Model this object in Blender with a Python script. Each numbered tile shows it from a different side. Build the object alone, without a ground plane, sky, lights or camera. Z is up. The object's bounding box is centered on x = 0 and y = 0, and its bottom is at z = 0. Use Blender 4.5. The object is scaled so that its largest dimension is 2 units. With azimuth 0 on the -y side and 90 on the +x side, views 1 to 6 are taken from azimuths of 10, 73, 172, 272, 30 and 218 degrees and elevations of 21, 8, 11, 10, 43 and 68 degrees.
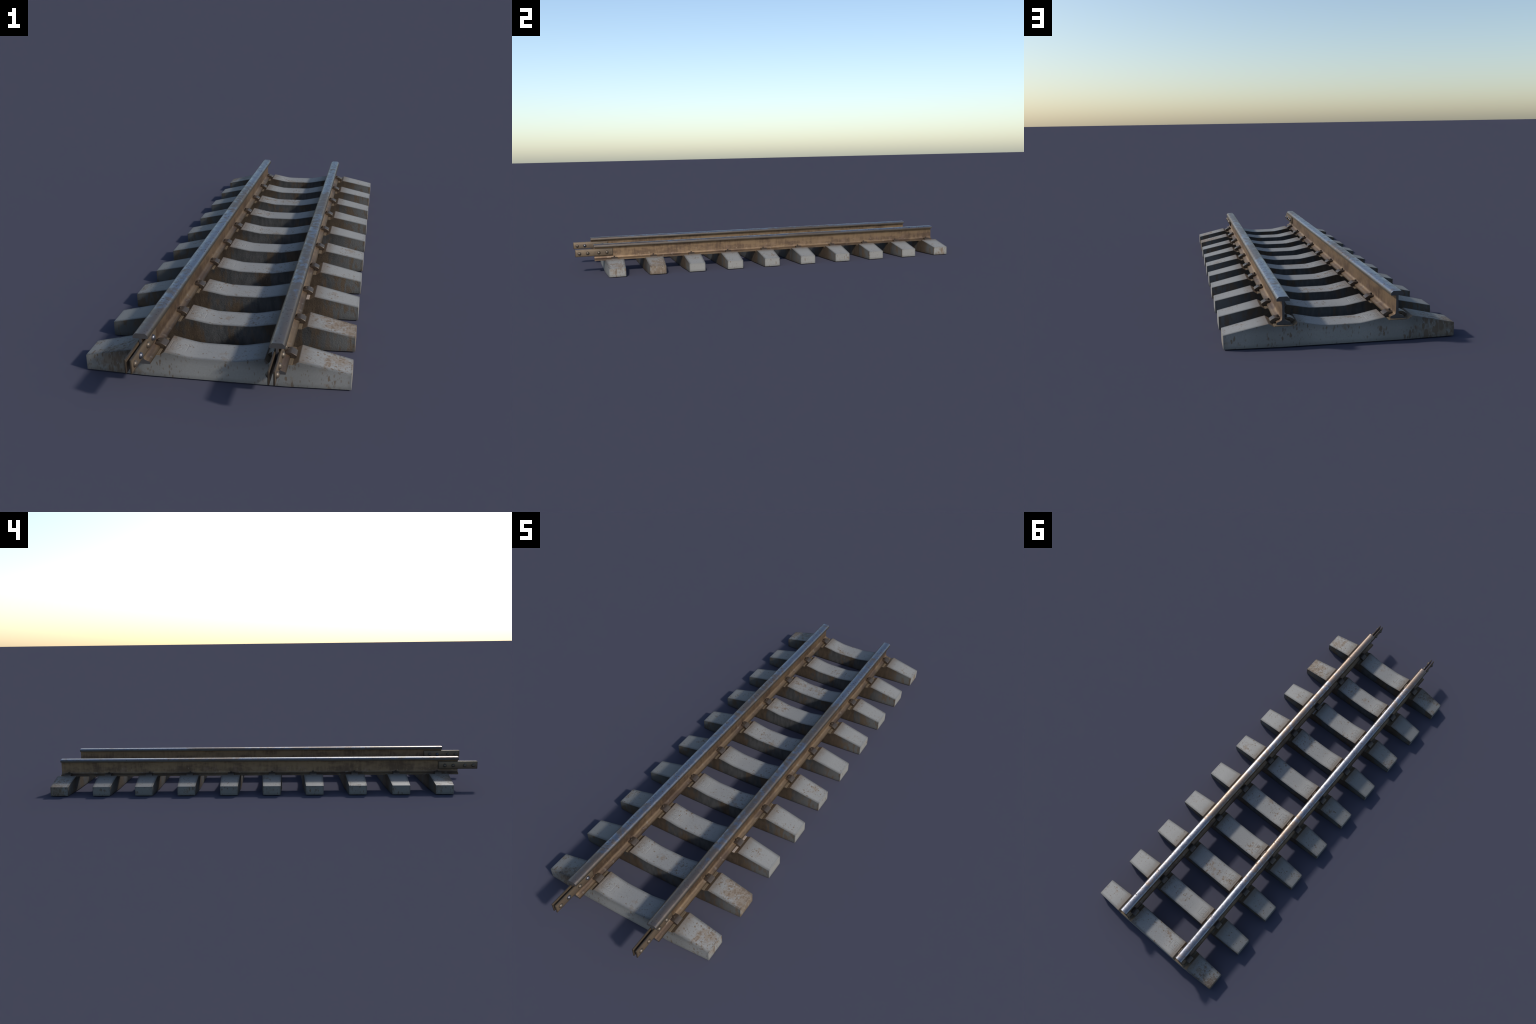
import bpy, bmesh, math, random
from mathutils import Vector, Matrix

random.seed(7)
scene = bpy.context.scene
for o in list(bpy.data.objects):
    bpy.data.objects.remove(o, do_unlink=True)

# ------------------------------------------------------------------ sizes (m)
RAIL_X = 0.1671                    # rail centre line, either side of x = 0
RAIL_Y0, RAIL_Y1 = -0.9085, 0.9875
N_SLEEPERS = 10
SLEEPER_Y0, SLEEPER_Y1 = -0.8113, 0.9515
SEAT_Z = 0.0598                    # floor of the rail seat in the concrete
PLATE_Y0, PLATE_Y1 = -1.0, -0.8165

# ------------------------------------------------------------------ node helpers
class Nodes:
    """Small expression builder on top of a material node tree."""
    def __init__(self, name):
        self.mat = bpy.data.materials.new(name)
        self.mat.use_nodes = True
        self.nt = self.mat.node_tree
        self.nt.nodes.clear()
        self.out = self.nt.nodes.new('ShaderNodeOutputMaterial')
        self.bsdf = self.nt.nodes.new('ShaderNodeBsdfPrincipled')
        self.nt.links.new(self.bsdf.outputs[0], self.out.inputs[0])
        self.geo = self.nt.nodes.new('ShaderNodeNewGeometry')
        self.tc = self.nt.nodes.new('ShaderNodeTexCoord')
        self.pos = self.geo.outputs['Position']
        self.nrm = self.geo.outputs['True Normal']
        self.obj = self.tc.outputs['Object']

    def put(self, sock, v):
        if isinstance(v, (int, float)):
            try:
                sock.default_value = v
            except TypeError:
                sock.default_value = (v,) * len(sock.default_value)
        elif isinstance(v, (tuple, list)):
            v = tuple(v)
            if len(sock.default_value) == 4 and len(v) == 3:
                v = v + (1.0,)
            sock.default_value = v
        else:
            self.nt.links.new(v, sock)

    def m(self, op, a, b=0.0, clamp=False):
        n = self.nt.nodes.new('ShaderNodeMath')
        n.operation = op
        n.use_clamp = clamp
        self.put(n.inputs[0], a)
        self.put(n.inputs[1], b)
        return n.outputs[0]

    def add(self, a, b): return self.m('ADD', a, b)
    def sub(self, a, b): return self.m('SUBTRACT', a, b)
    def mul(self, a, b): return self.m('MULTIPLY', a, b)
    def max(self, a, b): return self.m('MAXIMUM', a, b)
    def min(self, a, b): return self.m('MINIMUM', a, b)
    def abs(self, a): return self.m('ABSOLUTE', a)
    def inv(self, a): return self.m('SUBTRACT', 1.0, a, True)

    def step(self, v, lo, hi, a=0.0, b=1.0, smooth=True):
        """a..b as v runs lo..hi, clamped."""
        n = self.nt.nodes.new('ShaderNodeMapRange')
        n.interpolation_type = 'SMOOTHSTEP' if smooth else 'LINEAR'
        n.clamp = True
        for i, x in enumerate((v, lo, hi, a, b)):
            self.put(n.inputs[i], x)
        return n.outputs[0]

    def xyz(self, v):
        n = self.nt.nodes.new('ShaderNodeSeparateXYZ')
        self.put(n.inputs[0], v)
        return n.outputs[0], n.outputs[1], n.outputs[2]

    def stretch(self, v, s, loc=(0, 0, 0)):
        n = self.nt.nodes.new('ShaderNodeMapping')
        self.put(n.inputs[0], v)
        n.inputs['Location'].default_value = loc
        n.inputs['Scale'].default_value = s
        return n.outputs[0]

    def noise(self, v, scale, detail=3.0, rough=0.55, distort=0.0):
        n = self.nt.nodes.new('ShaderNodeTexNoise')
        self.put(n.inputs['Vector'], v)
        n.inputs['Scale'].default_value = scale
        n.inputs['Detail'].default_value = detail
        n.inputs['Roughness'].default_value = rough
        n.inputs['Distortion'].default_value = distort
        return n.outputs[0]

    def voronoi(self, v, scale, rand=1.0):
        n = self.nt.nodes.new('ShaderNodeTexVoronoi')
        self.put(n.inputs['Vector'], v)
        n.inputs['Scale'].default_value = scale
        n.inputs['Randomness'].default_value = rand
        return n.outputs['Distance']

    def fleck(self, v, scale, gain, wobble=0.35):
        """irregular round flecks: one per cell, radius drawn per cell and raised by gain"""
        w = self.nt.nodes.new('ShaderNodeTexNoise')
        self.put(w.inputs['Vector'], v)
        w.inputs['Scale'].default_value = scale * 1.6
        w.inputs['Detail'].default_value = 2.0
        k = self.nt.nodes.new('ShaderNodeVectorMath')
        k.operation = 'MULTIPLY_ADD'
        self.put(k.inputs[0], w.outputs['Color'])
        k.inputs[1].default_value = (wobble * 2 / scale,) * 3
        self.put(k.inputs[2], v)
        n = self.nt.nodes.new('ShaderNodeTexVoronoi')
        self.put(n.inputs['Vector'], k.outputs[0])
        n.inputs['Scale'].default_value = scale
        cell, _, _ = self.xyz(n.outputs['Color'])
        r = self.mul(self.sub(self.add(cell, gain), 0.80), 1.5)
        r = self.m('MINIMUM', r, 0.62)
        return self.step(self.sub(n.outputs['Distance'], r), 0.06, -0.14)

    def mix(self, f, a, b, mode='MIX'):
        n = self.nt.nodes.new('ShaderNodeMix')
        n.data_type = 'RGBA'
        n.blend_type = mode
        self.put(n.inputs[0], f)
        self.put(n.inputs[6], a)
        self.put(n.inputs[7], b)
        return n.outputs[2]

    def dim(self, c, f):
        """colour times scalar"""
        n = self.nt.nodes.new('ShaderNodeVectorMath')
        n.operation = 'SCALE'
        self.put(n.inputs[0], c)
        self.put(n.inputs['Scale'], f)
        return n.outputs[0]

    def blob(self, centre, radius, strength):
        """soft round patch around a point in the world"""
        n = self.nt.nodes.new('ShaderNodeVectorMath')
        n.operation = 'DISTANCE'
        self.put(n.inputs[0], self.pos)
        n.inputs[1].default_value = centre
        return self.step(n.outputs['Value'], radius, radius * 0.15, 0.0, strength)

    def bump(self, h, strength, dist):
        n = self.nt.nodes.new('ShaderNodeBump')
        n.inputs['Strength'].default_value = strength
        n.inputs['Distance'].default_value = dist
        self.put(n.inputs['Height'], h)
        self.nt.links.new(n.outputs[0], self.bsdf.inputs['Normal'])

    def done(self, color, rough, metal=0.0, spec=0.5):
        self.put(self.bsdf.inputs['Base Color'], color)
        self.put(self.bsdf.inputs['Roughness'], rough)
        self.put(self.bsdf.inputs['Metallic'], metal)
        self.put(self.bsdf.inputs['Specular IOR Level'], spec)
        return self.mat


# ------------------------------------------------------------------ materials
def concrete_material():
    n = Nodes('weathered_concrete')
    ox, oy, oz = n.xyz(n.obj)
    px, py, pz = n.xyz(n.pos)
    nx, ny, nz = n.xyz(n.nrm)
    ax = n.abs(ox)
    ay = n.abs(oy)

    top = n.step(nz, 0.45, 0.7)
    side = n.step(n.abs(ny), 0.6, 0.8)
    end = n.step(n.abs(nx), 0.85, 0.95)

    # ground tone of clean concrete
    big = n.noise(n.pos, 7.0, 2)
    fine = n.noise(n.pos, 260.0, 3)
    clean = n.mix(big, (0.204, 0.203, 0.194), (0.244, 0.240, 0.226))
    clean = n.dim(clean, n.step(fine, 0.25, 0.75, 0.95, 1.05))

    # the sides that face the neighbours are dark and brownish; outermost faces stay pale
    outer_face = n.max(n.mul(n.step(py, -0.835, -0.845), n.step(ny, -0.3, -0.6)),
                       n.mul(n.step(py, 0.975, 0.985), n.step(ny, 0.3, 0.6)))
    inner_side = n.mul(side, n.inv(outer_face))
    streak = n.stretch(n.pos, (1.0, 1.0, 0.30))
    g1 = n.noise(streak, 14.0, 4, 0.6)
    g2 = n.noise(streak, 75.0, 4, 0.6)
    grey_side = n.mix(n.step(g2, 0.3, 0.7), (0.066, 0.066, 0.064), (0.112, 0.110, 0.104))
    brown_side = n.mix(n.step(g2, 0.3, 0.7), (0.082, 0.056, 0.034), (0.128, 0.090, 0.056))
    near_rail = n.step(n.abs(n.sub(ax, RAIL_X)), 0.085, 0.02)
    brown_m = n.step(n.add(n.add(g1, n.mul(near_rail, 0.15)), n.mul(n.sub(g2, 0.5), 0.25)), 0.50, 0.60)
    inner_side_c = n.dim(n.mix(brown_m, grey_side, brown_side), 0.78)
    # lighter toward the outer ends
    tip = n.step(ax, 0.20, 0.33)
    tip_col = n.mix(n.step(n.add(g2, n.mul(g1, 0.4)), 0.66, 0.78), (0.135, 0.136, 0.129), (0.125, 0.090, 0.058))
    inner_side_c = n.mix(n.mul(tip, 0.75), inner_side_c, tip_col)
    col = n.mix(inner_side, clean, inner_side_c)

    # rust-coloured flecks and stains
    stains = n.blob((0.320, -0.625, 0.040), 0.130, 0.33)
    for c, r, s in (((0.285, -0.815, 0.045), 0.120, 0.17), ((-0.250, -0.860, 0.030), 0.105, 0.26),
                    ((-0.320, 1.000, 0.020), 0.150, 0.30), ((-0.12, 1.0, 0.03), 0.03, 0.12), ((0.050, -0.665, 0.055), 0.050, 0.18),
                    ((0.285, 0.945, 0.050), 0.050, 0.13), ((0.265, -0.425, 0.050), 0.045, 0.16),
                    ((-0.270, 0.960, 0.050), 0.08, 0.12), ((-0.08, 0.38, 0.06), 0.05, 0.13),
                    ((0.03, 0.56, 0.06), 0.05, 0.11), ((-0.09, 0.56, 0.06), 0.05, 0.11), ((0.33, 0.95, 0.01), 0.04, 0.14),
                    ((-0.11, 0.36, 0.06), 0.05, 0.12), ((0.0, 0.76, 0.06), 0.05, 0.08), ((-0.30, -0.42, 0.04), 0.06, 0.12),
                    ((0.02, -0.85, 0.055), 0.05, 0.10), ((-0.33, 0.36, 0.02), 0.05, 0.12)):
        stains = n.max(stains, n.blob(c, r, s))
    soil = n.noise(n.pos, 11.0, 2)
    grain_pos = n.mix(top, n.stretch(n.pos, (1.0, 1.0, 0.42)), n.pos)
    toward_rail = n.step(n.abs(n.sub(ax, RAIL_X)), 0.080, 0.045, 0.0, 0.05)
    gain = n.add(n.add(n.mul(n.sub(soil, 0.5), 0.90), n.mul(stains, 1.5)), n.add(toward_rail, 0.075))
    rust_m = n.max(n.fleck(grain_pos, 125.0, gain), n.fleck(n.stretch(grain_pos, (1, 1, 1), (3.1, 1.7, 0.4)), 62.0, n.sub(gain, 0.16)))
    rust_m = n.max(rust_m, n.mul(n.fleck(n.stretch(grain_pos, (1, 1, 1), (0.7, 2.2, 1.9)), 230.0, n.add(gain, 0.04)), 0.6))
    rust_c = n.mix(n.noise(n.pos, 60.0, 2), (0.118, 0.083, 0.056), (0.165, 0.122, 0.084))
    broad = n.step(n.add(n.add(n.noise(n.pos, 34.0, 3, 0.6), stains), n.mul(n.sub(soil, 0.5), 0.65)), 0.60, 0.84)
    col = n.mix(n.mul(n.mul(broad, n.inv(inner_side)), 0.75), col, (0.185, 0.140, 0.098))
    col = n.mix(n.mul(rust_m, n.mul(n.inv(n.mul(inner_side, 0.65)), 0.85)), col, rust_c)
    # small dark pits
    pit = n.step(n.noise(n.pos, 210.0, 1.5), 0.70, 0.76)
    col = n.mix(n.mul(pit, 0.35), col, (0.12, 0.105, 0.09))

    # ambient occlusion painted in: each face darkens toward its edges
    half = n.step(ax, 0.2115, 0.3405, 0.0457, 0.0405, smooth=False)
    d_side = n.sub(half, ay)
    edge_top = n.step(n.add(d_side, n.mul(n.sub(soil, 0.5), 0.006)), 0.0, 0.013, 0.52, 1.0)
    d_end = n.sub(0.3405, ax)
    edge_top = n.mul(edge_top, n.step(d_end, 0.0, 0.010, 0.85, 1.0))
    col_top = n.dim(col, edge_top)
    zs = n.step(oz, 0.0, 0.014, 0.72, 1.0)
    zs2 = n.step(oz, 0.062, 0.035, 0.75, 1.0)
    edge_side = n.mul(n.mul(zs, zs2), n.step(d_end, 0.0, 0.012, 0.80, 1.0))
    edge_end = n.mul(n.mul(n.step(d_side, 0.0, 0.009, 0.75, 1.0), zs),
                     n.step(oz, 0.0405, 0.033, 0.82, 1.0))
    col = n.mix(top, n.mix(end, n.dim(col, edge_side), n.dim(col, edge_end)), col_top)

    # soft contact shade of the rails, multiplied into the concrete colour
    col = n.dim(col, n.step(n.add(n.abs(n.sub(ax, 0.1695)), n.mul(n.sub(soil, 0.5), 0.05)), 0.035, 0.115, 0.80, 1.0))

    # the -x end of every sleeper is darker
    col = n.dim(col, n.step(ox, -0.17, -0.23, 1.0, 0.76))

    # brown dust in the rail seat and fading out over the concrete next to it
    seat_d = n.sub(n.abs(n.sub(ax, 0.1695)), 0.0415)
    wob = n.mul(n.sub(n.noise(n.pos, 55.0, 3), 0.5), 0.018)
    dust = n.step(n.add(seat_d, wob), 0.034, 0.0, 0.0, 0.72)
    dust = n.mul(dust, top)
    col = n.mix(dust, col, (0.118, 0.090, 0.066))
    in_seat = n.mul(n.step(seat_d, 0.0005, -0.002), n.step(oz, 0.0585, 0.0595))
    in_seat = n.mul(in_seat, n.inv(side))
    seat_c = n.mix(n.noise(n.pos, 40.0, 3), (0.125, 0.086, 0.050), (0.175, 0.124, 0.074))
    col = n.mix(in_seat, col, seat_c)

    rough_h = n.add(n.mul(n.noise(n.pos, 260.0, 4, 0.6), n.add(n.mul(inner_side, 0.9), 0.10)), n.mul(rust_m, -0.10))
    n.bump(rough_h, 0.42, 0.0022)
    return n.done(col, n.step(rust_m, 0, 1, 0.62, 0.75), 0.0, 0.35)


def rail_material():
    n = Nodes('rusted_rail_steel')
    ox, oy, oz = n.xyz(n.obj)
    nx, ny, nz = n.xyz(n.nrm)
    cap = n.step(n.abs(ny), 0.7, 0.9)
    tread = n.mul(n.step(nz, 0.25, 0.5), n.step(oz, 0.1345, 0.1365))
    head_side = n.mul(n.step(oz, 0.1285, 0.1300), n.inv(tread))

    # web: ochre dust over purple-brown rust, rain streaks running down
    long_ = n.stretch(n.pos, (1.0, 1.0, 0.22))
    st = n.noise(long_, 85.0, 3, 0.6)
    patch = n.noise(n.stretch(n.pos, (1.0, 0.55, 1.4)), 16.0, 4, 0.62)
    low = n.step(oz, 0.115, 0.085)
    d = n.add(n.add(n.mul(patch, 0.9), n.mul(n.sub(st, 0.5), 0.40)), n.mul(low, 0.10))
    web = n.mix(n.step(d, 0.36, 0.66), (0.222, 0.149, 0.088), (0.112, 0.073, 0.049))
    web = n.mix(n.mul(n.step(n.noise(n.pos, 24.0, 3), 0.5, 0.75), n.mul(low, 0.55)), web, (0.250, 0.165, 0.125))
    chip = n.mul(n.step(n.noise(n.stretch(n.pos, (1, 1, 0.6)), 95.0, 2), 0.66, 0.72), low)
    web = n.mix(n.mul(chip, 0.55), web, (0.30, 0.235, 0.165))
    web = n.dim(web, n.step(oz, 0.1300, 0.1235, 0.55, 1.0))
    # foot
    foot_m = n.step(oz, 0.0800, 0.0745)
    foot = n.mix(n.step(patch, 0.40, 0.62), (0.222, 0.150, 0.090), (0.125, 0.083, 0.058))
    foot = n.mix(n.mul(n.step(n.noise(n.pos, 45.0, 2), 0.60, 0.70), 0.6), foot, (0.270, 0.215, 0.165))
    foot = n.dim(foot, n.step(n.abs(ox), 0.0125, 0.0195, 1.0, 0.48))  # occlusion baked into the foot colour, deepening toward its outer edge
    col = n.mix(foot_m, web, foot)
    hs = n.mix(n.step(n.noise(n.stretch(n.pos, (1, 0.4, 1)), 30.0, 3), 0.4, 0.65), (0.082, 0.070, 0.058), (0.075, 0.058, 0.046))
    col = n.mix(head_side, col, hs)

    # tread: worn steel with brown patches, pits and rust freckles
    worn = n.noise(n.stretch(n.pos, (0.35, 1.0, 1.0)), 4.2, 3, 0.55)
    grain = n.noise(n.pos, 48.0, 4, 0.6)
    film = n.step(n.add(worn, n.mul(n.sub(grain, 0.5), 0.65)), 0.43, 0.62)
    tips = n.max(n.step(oy, RAIL_Y0 + 0.16, RAIL_Y0 + 0.04), 0.0)
    film = n.max(film, n.mul(tips, 0.92))
    spots = n.fleck(n.pos, 170.0, n.add(n.mul(n.sub(n.noise(n.pos, 14.0, 2), 0.5), 1.2), 0.10))
    tread_c = n.mix(film, (0.255, 0.263, 0.292), (0.205, 0.160, 0.130))
    tread_c = n.mix(n.mul(spots, 0.85), tread_c, n.mix(n.noise(n.pos, 30.0, 1), (0.060, 0.060, 0.075), (0.120, 0.085, 0.065)))
    edge = n.step(n.abs(ox), 0.0150, 0.0185)
    tread_c = n.mix(n.mul(edge, 0.72), tread_c, (0.075, 0.068, 0.060))
    col = n.mix(tread, col, tread_c)
    shiny = n.mul(tread, n.mul(n.inv(n.mul(film, 0.30)), n.mul(n.inv(spots), n.inv(n.mul(edge, 0.3)))))
    metal = n.add(n.mul(shiny, 0.20), 0.76)
    rough = n.sub(0.54, n.mul(shiny, n.step(grain, 0.3, 0.7, 0.27, 0.08)))

    cap_c = n.mix(n.noise(n.pos, 60.0, 3), (0.050, 0.047, 0.049), (0.072, 0.067, 0.066))
    col = n.mix(cap, col, cap_c)
    metal = n.mul(metal, n.inv(cap))
    n.bump(n.add(n.mul(grain, 0.35), n.mul(n.noise(n.pos, 160.0, 4), 0.35)), 0.20, 0.0025)
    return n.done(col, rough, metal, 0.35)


def dusty_iron(name, c1, c2, c3, rough=0.55, metal=0.0, scale=45.0, rim=False):
    n = Nodes(name)
    a = n.noise(n.pos, scale, 4, 0.6)
    b = n.noise(n.pos, scale * 3.5, 3, 0.6)
    col = n.mix(n.step(a, 0.38, 0.62), c1, c2)
    col = n.mix(n.mul(n.step(b, 0.60, 0.72), 0.7), col, c3)
    if rim:
        _, oy, oz = n.xyz(n.obj)
        dz = n.sub(0.0179, n.abs(n.sub(oz, 0.1034)))
        dy = n.sub(0.0917, n.abs(n.sub(oy, (PLATE_Y0 + PLATE_Y1) / 2)))
        col = n.dim(col, n.step(n.min(dz, dy), 0.0, 0.0055, 0.45, 1.0))
    n.bump(b, 0.15, 0.002)
    return n.done(col, rough, metal, 0.4)


MAT_CONCRETE = concrete_material()
MAT_RAIL = rail_material()
MAT_CLIP = dusty_iron('clip_iron', (0.112, 0.086, 0.064), (0.090, 0.070, 0.057), (0.068, 0.050, 0.038), 0.44, 0.65)
MAT_CLIP_BOLT = dusty_iron('clip_bolt_iron', (0.045, 0.034, 0.027), (0.065, 0.048, 0.036), (0.03, 0.024, 0.02), 0.5, 0.3)
MAT_PLATE = dusty_iron('fishplate_iron', (0.172, 0.126, 0.083), (0.142, 0.106, 0.074), (0.135, 0.115, 0.102), 0.45, 0.5, 30.0, rim=True)
MAT_BOLT_RUST = dusty_iron('rusted_bolt', (0.135, 0.110, 0.086), (0.108, 0.085, 0.064), (0.08, 0.06, 0.045), 0.46, 0.6)
MAT_BOLT_STEEL = dusty_iron('bare_bolt', (0.125, 0.125, 0.142), (0.100, 0.100, 0.115), (0.10, 0.09, 0.09), 0.34, 0.8)
MAT_PAD = dusty_iron('dusty_pad', (0.128, 0.094, 0.058), (0.104, 0.077, 0.048), (0.085, 0.060, 0.040), 0.75, 0.0)
MAT_PAD_PALE = dusty_iron('pale_pad', (0.330, 0.270, 0.225), (0.300, 0.245, 0.205), (0.25, 0.19, 0.15), 0.7, 0.0)


# ------------------------------------------------------------------ mesh helpers
def mesh_from_bm(bm, name, mat, smooth_angle=None):
    bmesh.ops.recalc_face_normals(bm, faces=bm.faces)
    me = bpy.data.meshes.new(name)
    bm.to_mesh(me)
    bm.free()
    me.materials.append(mat)
    if smooth_angle is not None:
        me.shade_smooth()
        me.set_sharp_from_angle(angle=math.radians(smooth_angle))
    return me


def link(name, me, parent, loc=(0, 0, 0), rot=(0, 0, 0)):
    ob = bpy.data.objects.new(name, me)
    scene.collection.objects.link(ob)
    ob.parent = parent
    ob.location = loc
    ob.rotation_euler = rot
    return ob


def prism_along_y(profile, y0, y1):
    """closed (x, z) profile extruded along y"""
    bm = bmesh.new()
    a = [bm.verts.new((x, y0, z)) for x, z in profile]
    b = [bm.verts.new((x, y1, z)) for x, z in profile]
    bm.faces.new(a)
    bm.faces.new(list(reversed(b)))
    k = len(profile)
    for i in range(k):
        j = (i + 1) % k
        bm.faces.new((a[j], a[i], b[i], b[j]))
    bmesh.ops.recalc_face_normals(bm, faces=bm.faces)
    return bm


def bevel_sharp(bm, width, angle=30.0, segments=2, keep=None):
    edges = [e for e in bm.edges if len(e.link_faces) == 2
             and e.calc_face_angle(0.0) > math.radians(angle) and (keep is None or keep(e))]
    bmesh.ops.bevel(bm, geom=edges, offset=width, offset_type='OFFSET', segments=segments,
                    profile=0.5, affect='EDGES', clamp_overlap=True)


# ------------------------------------------------------------------ sleeper
# stations from the end to the middle: x, half width at the ground, half width on top, top height
STATIONS = [
    (0.3405, 0.0405, 0.0405, 0.0405),
    (0.2115, 0.0469, 0.0455, 0.0692),
    (0.1962, 0.0477, 0.0462, SEAT_Z),
    (0.1800, 0.0485, 0.0465, SEAT_Z),
    (0.1395, 0.0485, 0.0466, SEAT_Z),
    (0.1278, 0.0485, 0.0460, 0.0697),
    (0.0760, 0.0485, 0.0450, 0.0592),
    (0.0560, 0.0485, 0.0448, 0.0559),
    (0.0340, 0.0485, 0.0446, 0.0552),
    (0.0000, 0.0485, 0.0445, 0.0551),
]


def sleeper_body():
    bm = bmesh.new()
    full = STATIONS + [(-x, a, b, z) for x, a, b, z in reversed(STATIONS[:-1])]
    rings = []
    for x, hb, ht, z in full:
        rings.append([bm.verts.new(p) for p in ((x, -hb, 0), (x, hb, 0), (x, ht, z), (x, -ht, z))])
    for r, s in zip(rings, rings[1:]):
        for i in range(4):
            j = (i + 1) % 4
            bm.faces.new((r[i], r[j], s[j], s[i]))
    bm.faces.new(rings[0])
    bm.faces.new(rings[-1])
    bmesh.ops.recalc_face_normals(bm, faces=bm.faces)
    bevel_sharp(bm, 0.0017, 28.0, 3, keep=lambda e: max(v.co.z for v in e.verts) > 0.001)
    return bm


MARK_SLOPE = math.atan2(0.0697 - 0.0592, 0.1278 - 0.0760)
MARK_FRAME = Matrix.Translation((-0.1000, 0.0, 0.0697 - (0.1278 - 0.1000) * math.tan(MARK_SLOPE))) @ Matrix.Rotation(MARK_SLOPE, 4, 'Y')
MARK_HX, MARK_HY = 0.0240, 0.0210      # half size of the panel that carries the mark


def sleeper_mesh():
    """solid body with a shallow recess that receives the marked panel"""
    me = mesh_from_bm(sleeper_body(), 'sleeper', MAT_CONCRETE, 26)
    body = bpy.data.objects.new('sleeper_blank', me)
    cbm = bmesh.new()
    bmesh.ops.create_cube(cbm, size=1.0)
    bmesh.ops.scale(cbm, vec=(2 * MARK_HX, 2 * MARK_HY, 0.004), verts=cbm.verts)
    bmesh.ops.transform(cbm, matrix=MARK_FRAME, verts=cbm.verts)
    cme = bpy.data.meshes.new('recess')
    cbm.to_mesh(cme)
    cbm.free()
    cutter = bpy.data.objects.new('recess', cme)
    scene.collection.objects.link(body)
    scene.collection.objects.link(cutter)
    mod = body.modifiers.new('recess', 'BOOLEAN')
    mod.operation = 'DIFFERENCE'
    mod.solver = 'EXACT'
    mod.object = cutter
    wn = body.modifiers.new('shading', 'WEIGHTED_NORMAL')
    wn.keep_sharp = True
    wn.weight = 80
    bpy.context.view_layer.update()
    out = bpy.data.meshes.new_from_object(body.evaluated_get(bpy.context.evaluated_depsgraph_get()))
    out.name = 'sleeper'
    bpy.data.objects.remove(body)
    bpy.data.objects.remove(cutter)
    out.materials.clear()
    out.materials.append(MAT_CONCRETE)
    return out


# strokes of the cast characters, on a unit cell
STROKES = {
    'S': [[(0.9, 0.9), (0.5, 1.0), (0.1, 0.82), (0.2, 0.58), (0.75, 0.44), (0.92, 0.2), (0.5, 0.0), (0.08, 0.1)]],
    '7': [[(0.05, 1.0), (0.95, 1.0), (0.4, 0.0)]],
    '5': [[(0.9, 1.0), (0.2, 1.0), (0.12, 0.56), (0.6, 0.62), (0.92, 0.35), (0.6, 0.02), (0.08, 0.08)]],
    '2': [[(0.1, 0.82), (0.45, 1.0), (0.88, 0.8), (0.75, 0.5), (0.08, 0.0), (0.95, 0.0)]],
    '3': [[(0.1, 0.92), (0.6, 1.0), (0.85, 0.75), (0.45, 0.54), (0.92, 0.28), (0.55, 0.0), (0.06, 0.1)]],
}


def seg_dist(px, py, a, b):
    dx, dy = b[0] - a[0], b[1] - a[1]
    t = max(0.0, min(1.0, ((px - a[0]) * dx + (py - a[1]) * dy) / (dx * dx + dy * dy)))
    return math.hypot(px - a[0] - t * dx, py - a[1] - t * dy)


def mark_mesh(text):
    """panel with an engraved rounded frame and two worn characters"""
    segs = []
    for k, ch in enumerate(text):
        y_mid = (k - 0.5) * 0.0150
        for line in STROKES[ch]:
            pts = [(-(v - 0.5) * 0.0195, y_mid + (u - 0.5) * 0.0110) for u, v in line]
            segs += list(zip(pts, pts[1:]))
    nx, ny = 80, 70
    bm = bmesh.new()
    grid = []
    i0 = ord(text[0]) % 7
    for i in range(nx + 1):
        row = []
        for j in range(ny + 1):
            x = -MARK_HX - 0.0002 + (2 * MARK_HX + 0.0004) * i / nx
            y = -MARK_HY - 0.0002 + (2 * MARK_HY + 0.0004) * j / ny
            qx, qy = abs(x) - 0.0175, abs(y) - 0.0145
            rr = math.hypot(max(qx, 0), max(qy, 0)) + min(max(qx, qy), 0) - 0.0040
            d = min(abs(rr), min(seg_dist(x, y, a, b) for a, b in segs))
            wear = 0.78 + 0.3 * math.sin(260 * x + 3 * len(text)) * math.sin(310 * y + i0)
            groove = 0.00110 * max(0.0, 1.0 - d / 0.0017) * wear
            row.append(bm.verts.new((x, y, 0.00005 - groove)))
        grid.append(row)
    for i in range(nx):
        for j in range(ny):
            bm.faces.new((grid[i][j], grid[i + 1][j], grid[i + 1][j + 1], grid[i][j + 1]))
    # skirt down into the recess so the panel has body
    rim = [e for e in bm.edges if e.is_boundary]
    ext = bmesh.ops.extrude_edge_only(bm, edges=rim)
    low = [v for v in ext['geom'] if isinstance(v, bmesh.types.BMVert)]
    for v in low:
        v.co.z = -0.0019
        v.co.x *= 0.99
        v.co.y *= 0.99
    bmesh.ops.transform(bm, matrix=MARK_FRAME, verts=bm.verts)
    return mesh_from_bm(bm, 'maker_mark', MAT_CONCRETE, 50)


# ------------------------------------------------------------------ rail
def rail_profile():
    right = [
        (0.0200, 0.0615), (0.0200, 0.0680),                         # foot edge
        (0.0125, 0.0704), (0.0078, 0.0724),
        (0.0050, 0.0752), (0.0035, 0.0815),                         # fillet to the web
        (0.0035, 0.1300), (0.0190, 0.1300),                         # under the head
        (0.0190, 0.1369), (0.0141, 0.1413), (0.0114, 0.1434),       # head side and worn chamfer
    ]
    return right + [(-x, z) for x, z in reversed(right)]


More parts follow.
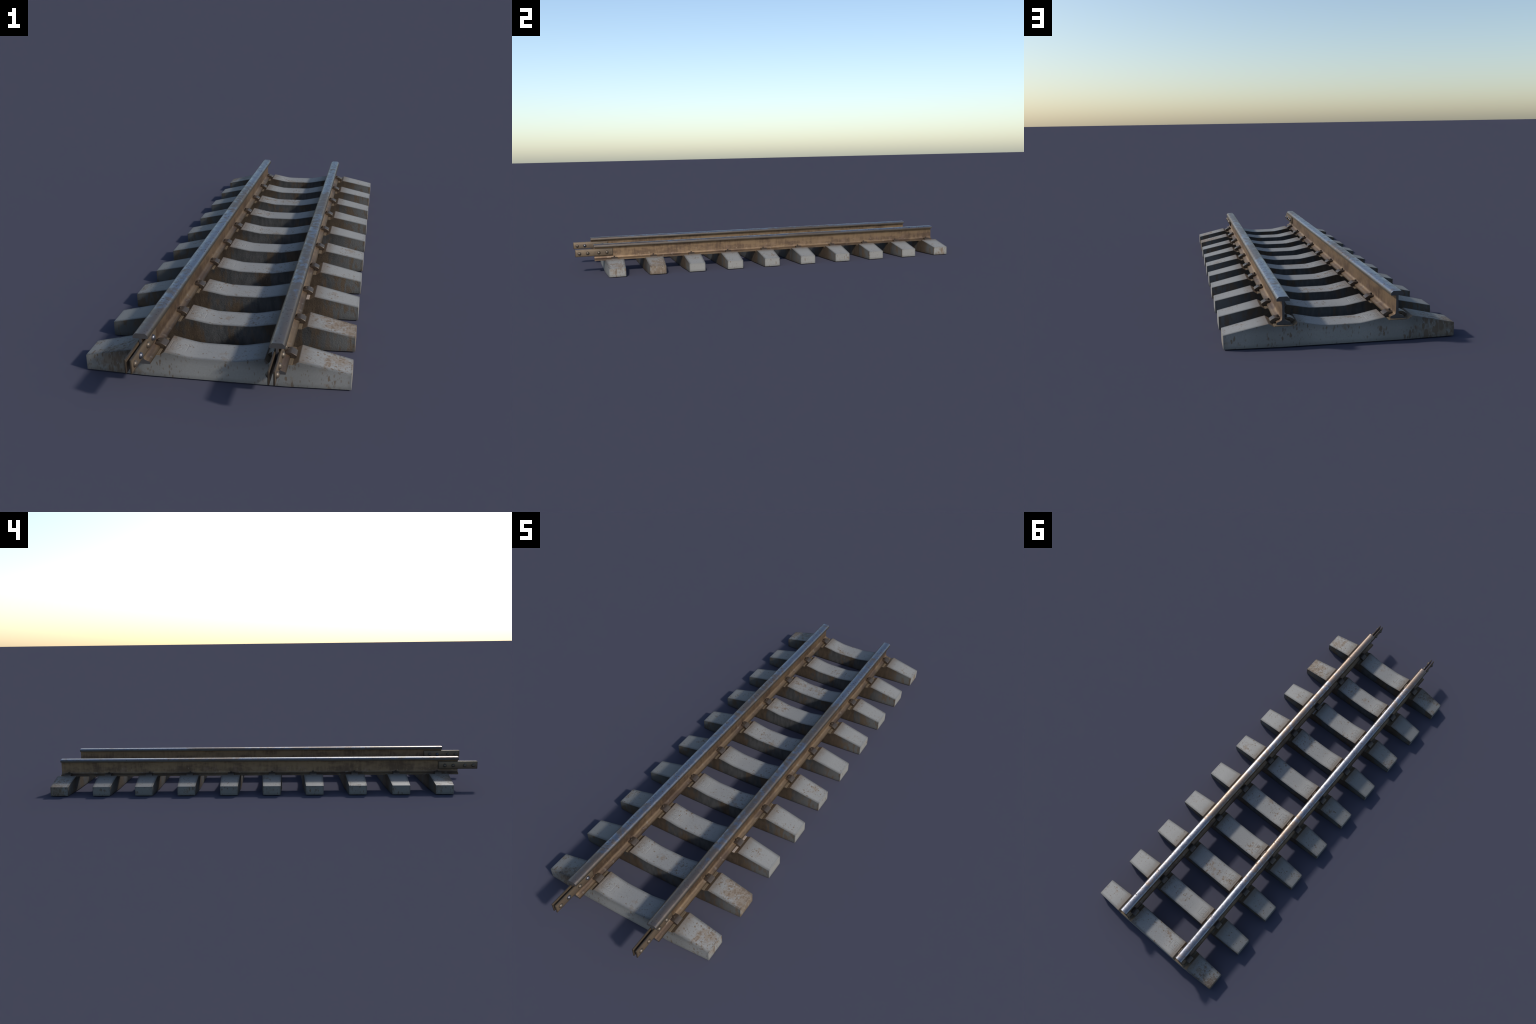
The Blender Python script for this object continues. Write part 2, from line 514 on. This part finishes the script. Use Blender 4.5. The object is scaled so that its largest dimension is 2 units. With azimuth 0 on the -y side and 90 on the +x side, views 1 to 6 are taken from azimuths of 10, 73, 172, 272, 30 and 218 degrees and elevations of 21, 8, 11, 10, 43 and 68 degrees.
def rail_mesh():
    bm = prism_along_y(rail_profile(), RAIL_Y0, RAIL_Y1)
    # cross cuts so the shading runs evenly
    return mesh_from_bm(bm, 'rail', MAT_RAIL, 84)


# ------------------------------------------------------------------ fastenings
def clip_mesh():
    """bent clamp: toe on the rail foot, heel in the seat; +x points away from the rail"""
    prof = [(0.0068, 0.0757), (0.0140, 0.0768), (0.0210, 0.0769), (0.0240, 0.0760), (0.0300, 0.0728), (0.0358, 0.0692),
            (0.0362, 0.0652), (0.0340, 0.0612), (0.0206, 0.0612), (0.0206, 0.0690), (0.0150, 0.0702), (0.0110, 0.0714), (0.0075, 0.0736)]
    bm = prism_along_y(prof, -0.0152, 0.0152)
    bevel_sharp(bm, 0.0005, 40.0, 1)
    return mesh_from_bm(bm, 'rail_clip', MAT_CLIP, 28)


def clip_bolt_mesh():
    """hexagonal bolt head with a washer collar and a dimple on top"""
    bm = bmesh.new()
    def ring(r, z, k=6, off=0.3):
        return [bm.verts.new((r * math.cos(2 * math.pi * i / k + off), r * math.sin(2 * math.pi * i / k + off), z)) for i in range(k)]
    rings = [ring(0.0044, 0.0755), ring(0.0044, 0.0775), ring(0.0040, 0.0775), ring(0.0040, 0.0812), ring(0.0035, 0.0817), ring(0.0023, 0.0817), ring(0.0021, 0.0795)]
    for a, b in zip(rings, rings[1:]):
        for i in range(6):
            j = (i + 1) % 6
            bm.faces.new((a[i], a[j], b[j], b[i]))
    bm.faces.new(rings[-1])
    bm.faces.new(list(reversed(rings[0])))
    return mesh_from_bm(bm, 'clip_bolt', MAT_CLIP_BOLT)


def pad_mesh(mat):
    bm = bmesh.new()
    bmesh.ops.create_cube(bm, size=1.0)
    bmesh.ops.scale(bm, vec=(0.0545, 0.0915, 0.0016), verts=bm.verts)
    bmesh.ops.translate(bm, vec=(0.0008, 0, SEAT_Z + 0.0006), verts=bm.verts)
    bevel_sharp(bm, 0.0005, 40, 1)
    return mesh_from_bm(bm, 'rail_pad', mat)


def plate_mesh(s):
    prof = [(s * x, z) for x, z in ((0.0046, 0.0855), (0.0088, 0.0855), (0.0088, 0.1213), (0.0046, 0.1213))]
    bm = prism_along_y(prof, PLATE_Y0, PLATE_Y1)
    bevel_sharp(bm, 0.0008, 40, 2)
    return mesh_from_bm(bm, 'fishplate', MAT_PLATE, 50)


def dome_mesh(mat):
    bm = bmesh.new()
    bmesh.ops.create_uvsphere(bm, u_segments=20, v_segments=12, radius=0.0086)
    bmesh.ops.rotate(bm, verts=bm.verts, cent=(0, 0, 0), matrix=Matrix.Rotation(math.radians(90), 3, 'Y'))
    # keep the outer half, slightly flattened, with a short shank into the plate
    bmesh.ops.bisect_plane(bm, geom=bm.verts[:] + bm.edges[:] + bm.faces[:], plane_co=(-0.0012, 0, 0), plane_no=(-1, 0, 0), clear_outer=True)
    bmesh.ops.scale(bm, vec=(0.92, 1, 1), verts=bm.verts)
    bmesh.ops.holes_fill(bm, edges=[e for e in bm.edges if e.is_boundary])
    return mesh_from_bm(bm, 'fishplate_bolt', mat, 60)


# ------------------------------------------------------------------ assembly
track = bpy.data.objects.new('railway_track', None)
scene.collection.objects.link(track)
track['label'] = 'straight railway track section, rusty rails on ten concrete sleepers'
track['category'] = 'railway track'

sleeper_me = sleeper_mesh()
mark_meshes = [mark_mesh(t) for t in ('S7', '52', '3S')]
clip_me, bolt_me = clip_mesh(), clip_bolt_mesh()
pad_me, pad_pale_me = pad_mesh(MAT_PAD), pad_mesh(MAT_PAD_PALE)

for i in range(N_SLEEPERS):
    y = SLEEPER_Y0 + (SLEEPER_Y1 - SLEEPER_Y0) * i / (N_SLEEPERS - 1)
    sl = link('sleeper', sleeper_me, track, (0, y, 0))
    link('maker_mark', mark_meshes[i % 3], sl)
    for sx in (1, -1):
        pale = (i == 2 and sx == 1)
        link('rail_pad', pad_pale_me if pale else pad_me, sl, (sx * RAIL_X, 0, 0), (0, 0, 0 if sx > 0 else math.pi))
        for out in (1, -1):
            rz = 0.0 if out > 0 else math.pi
            link('rail_clip', clip_me, sl, (sx * RAIL_X, 0, 0), (0, 0, rz))
            link('clip_bolt', bolt_me, sl, (sx * RAIL_X + out * 0.0122, 0, 0), (0, 0, random.uniform(-0.5, 0.5)))

rail_me = rail_mesh()
plates = {1: plate_mesh(1), -1: plate_mesh(-1)}
dome_rust, dome_steel = dome_mesh(MAT_BOLT_RUST), dome_mesh(MAT_BOLT_STEEL)
BOLT_Y = (-0.8466, -0.8860, -0.9405, -0.9801)
for sx in (1, -1):
    rail = link('rail', rail_me, track, (sx * RAIL_X, 0, 0))
    for out in (1, -1):
        rz = 0.0 if out > 0 else math.pi
        link('fishplate', plates[out], rail)
        for k, by in enumerate(BOLT_Y):
            steel = (sx < 0 and out > 0 and k in (0, 2)) or (out < 0 and sx > 0 and k == 1)
            link('fishplate_bolt', dome_steel if steel else dome_rust, rail, (out * 0.0086, by, 0.1020), (0, 0, rz))
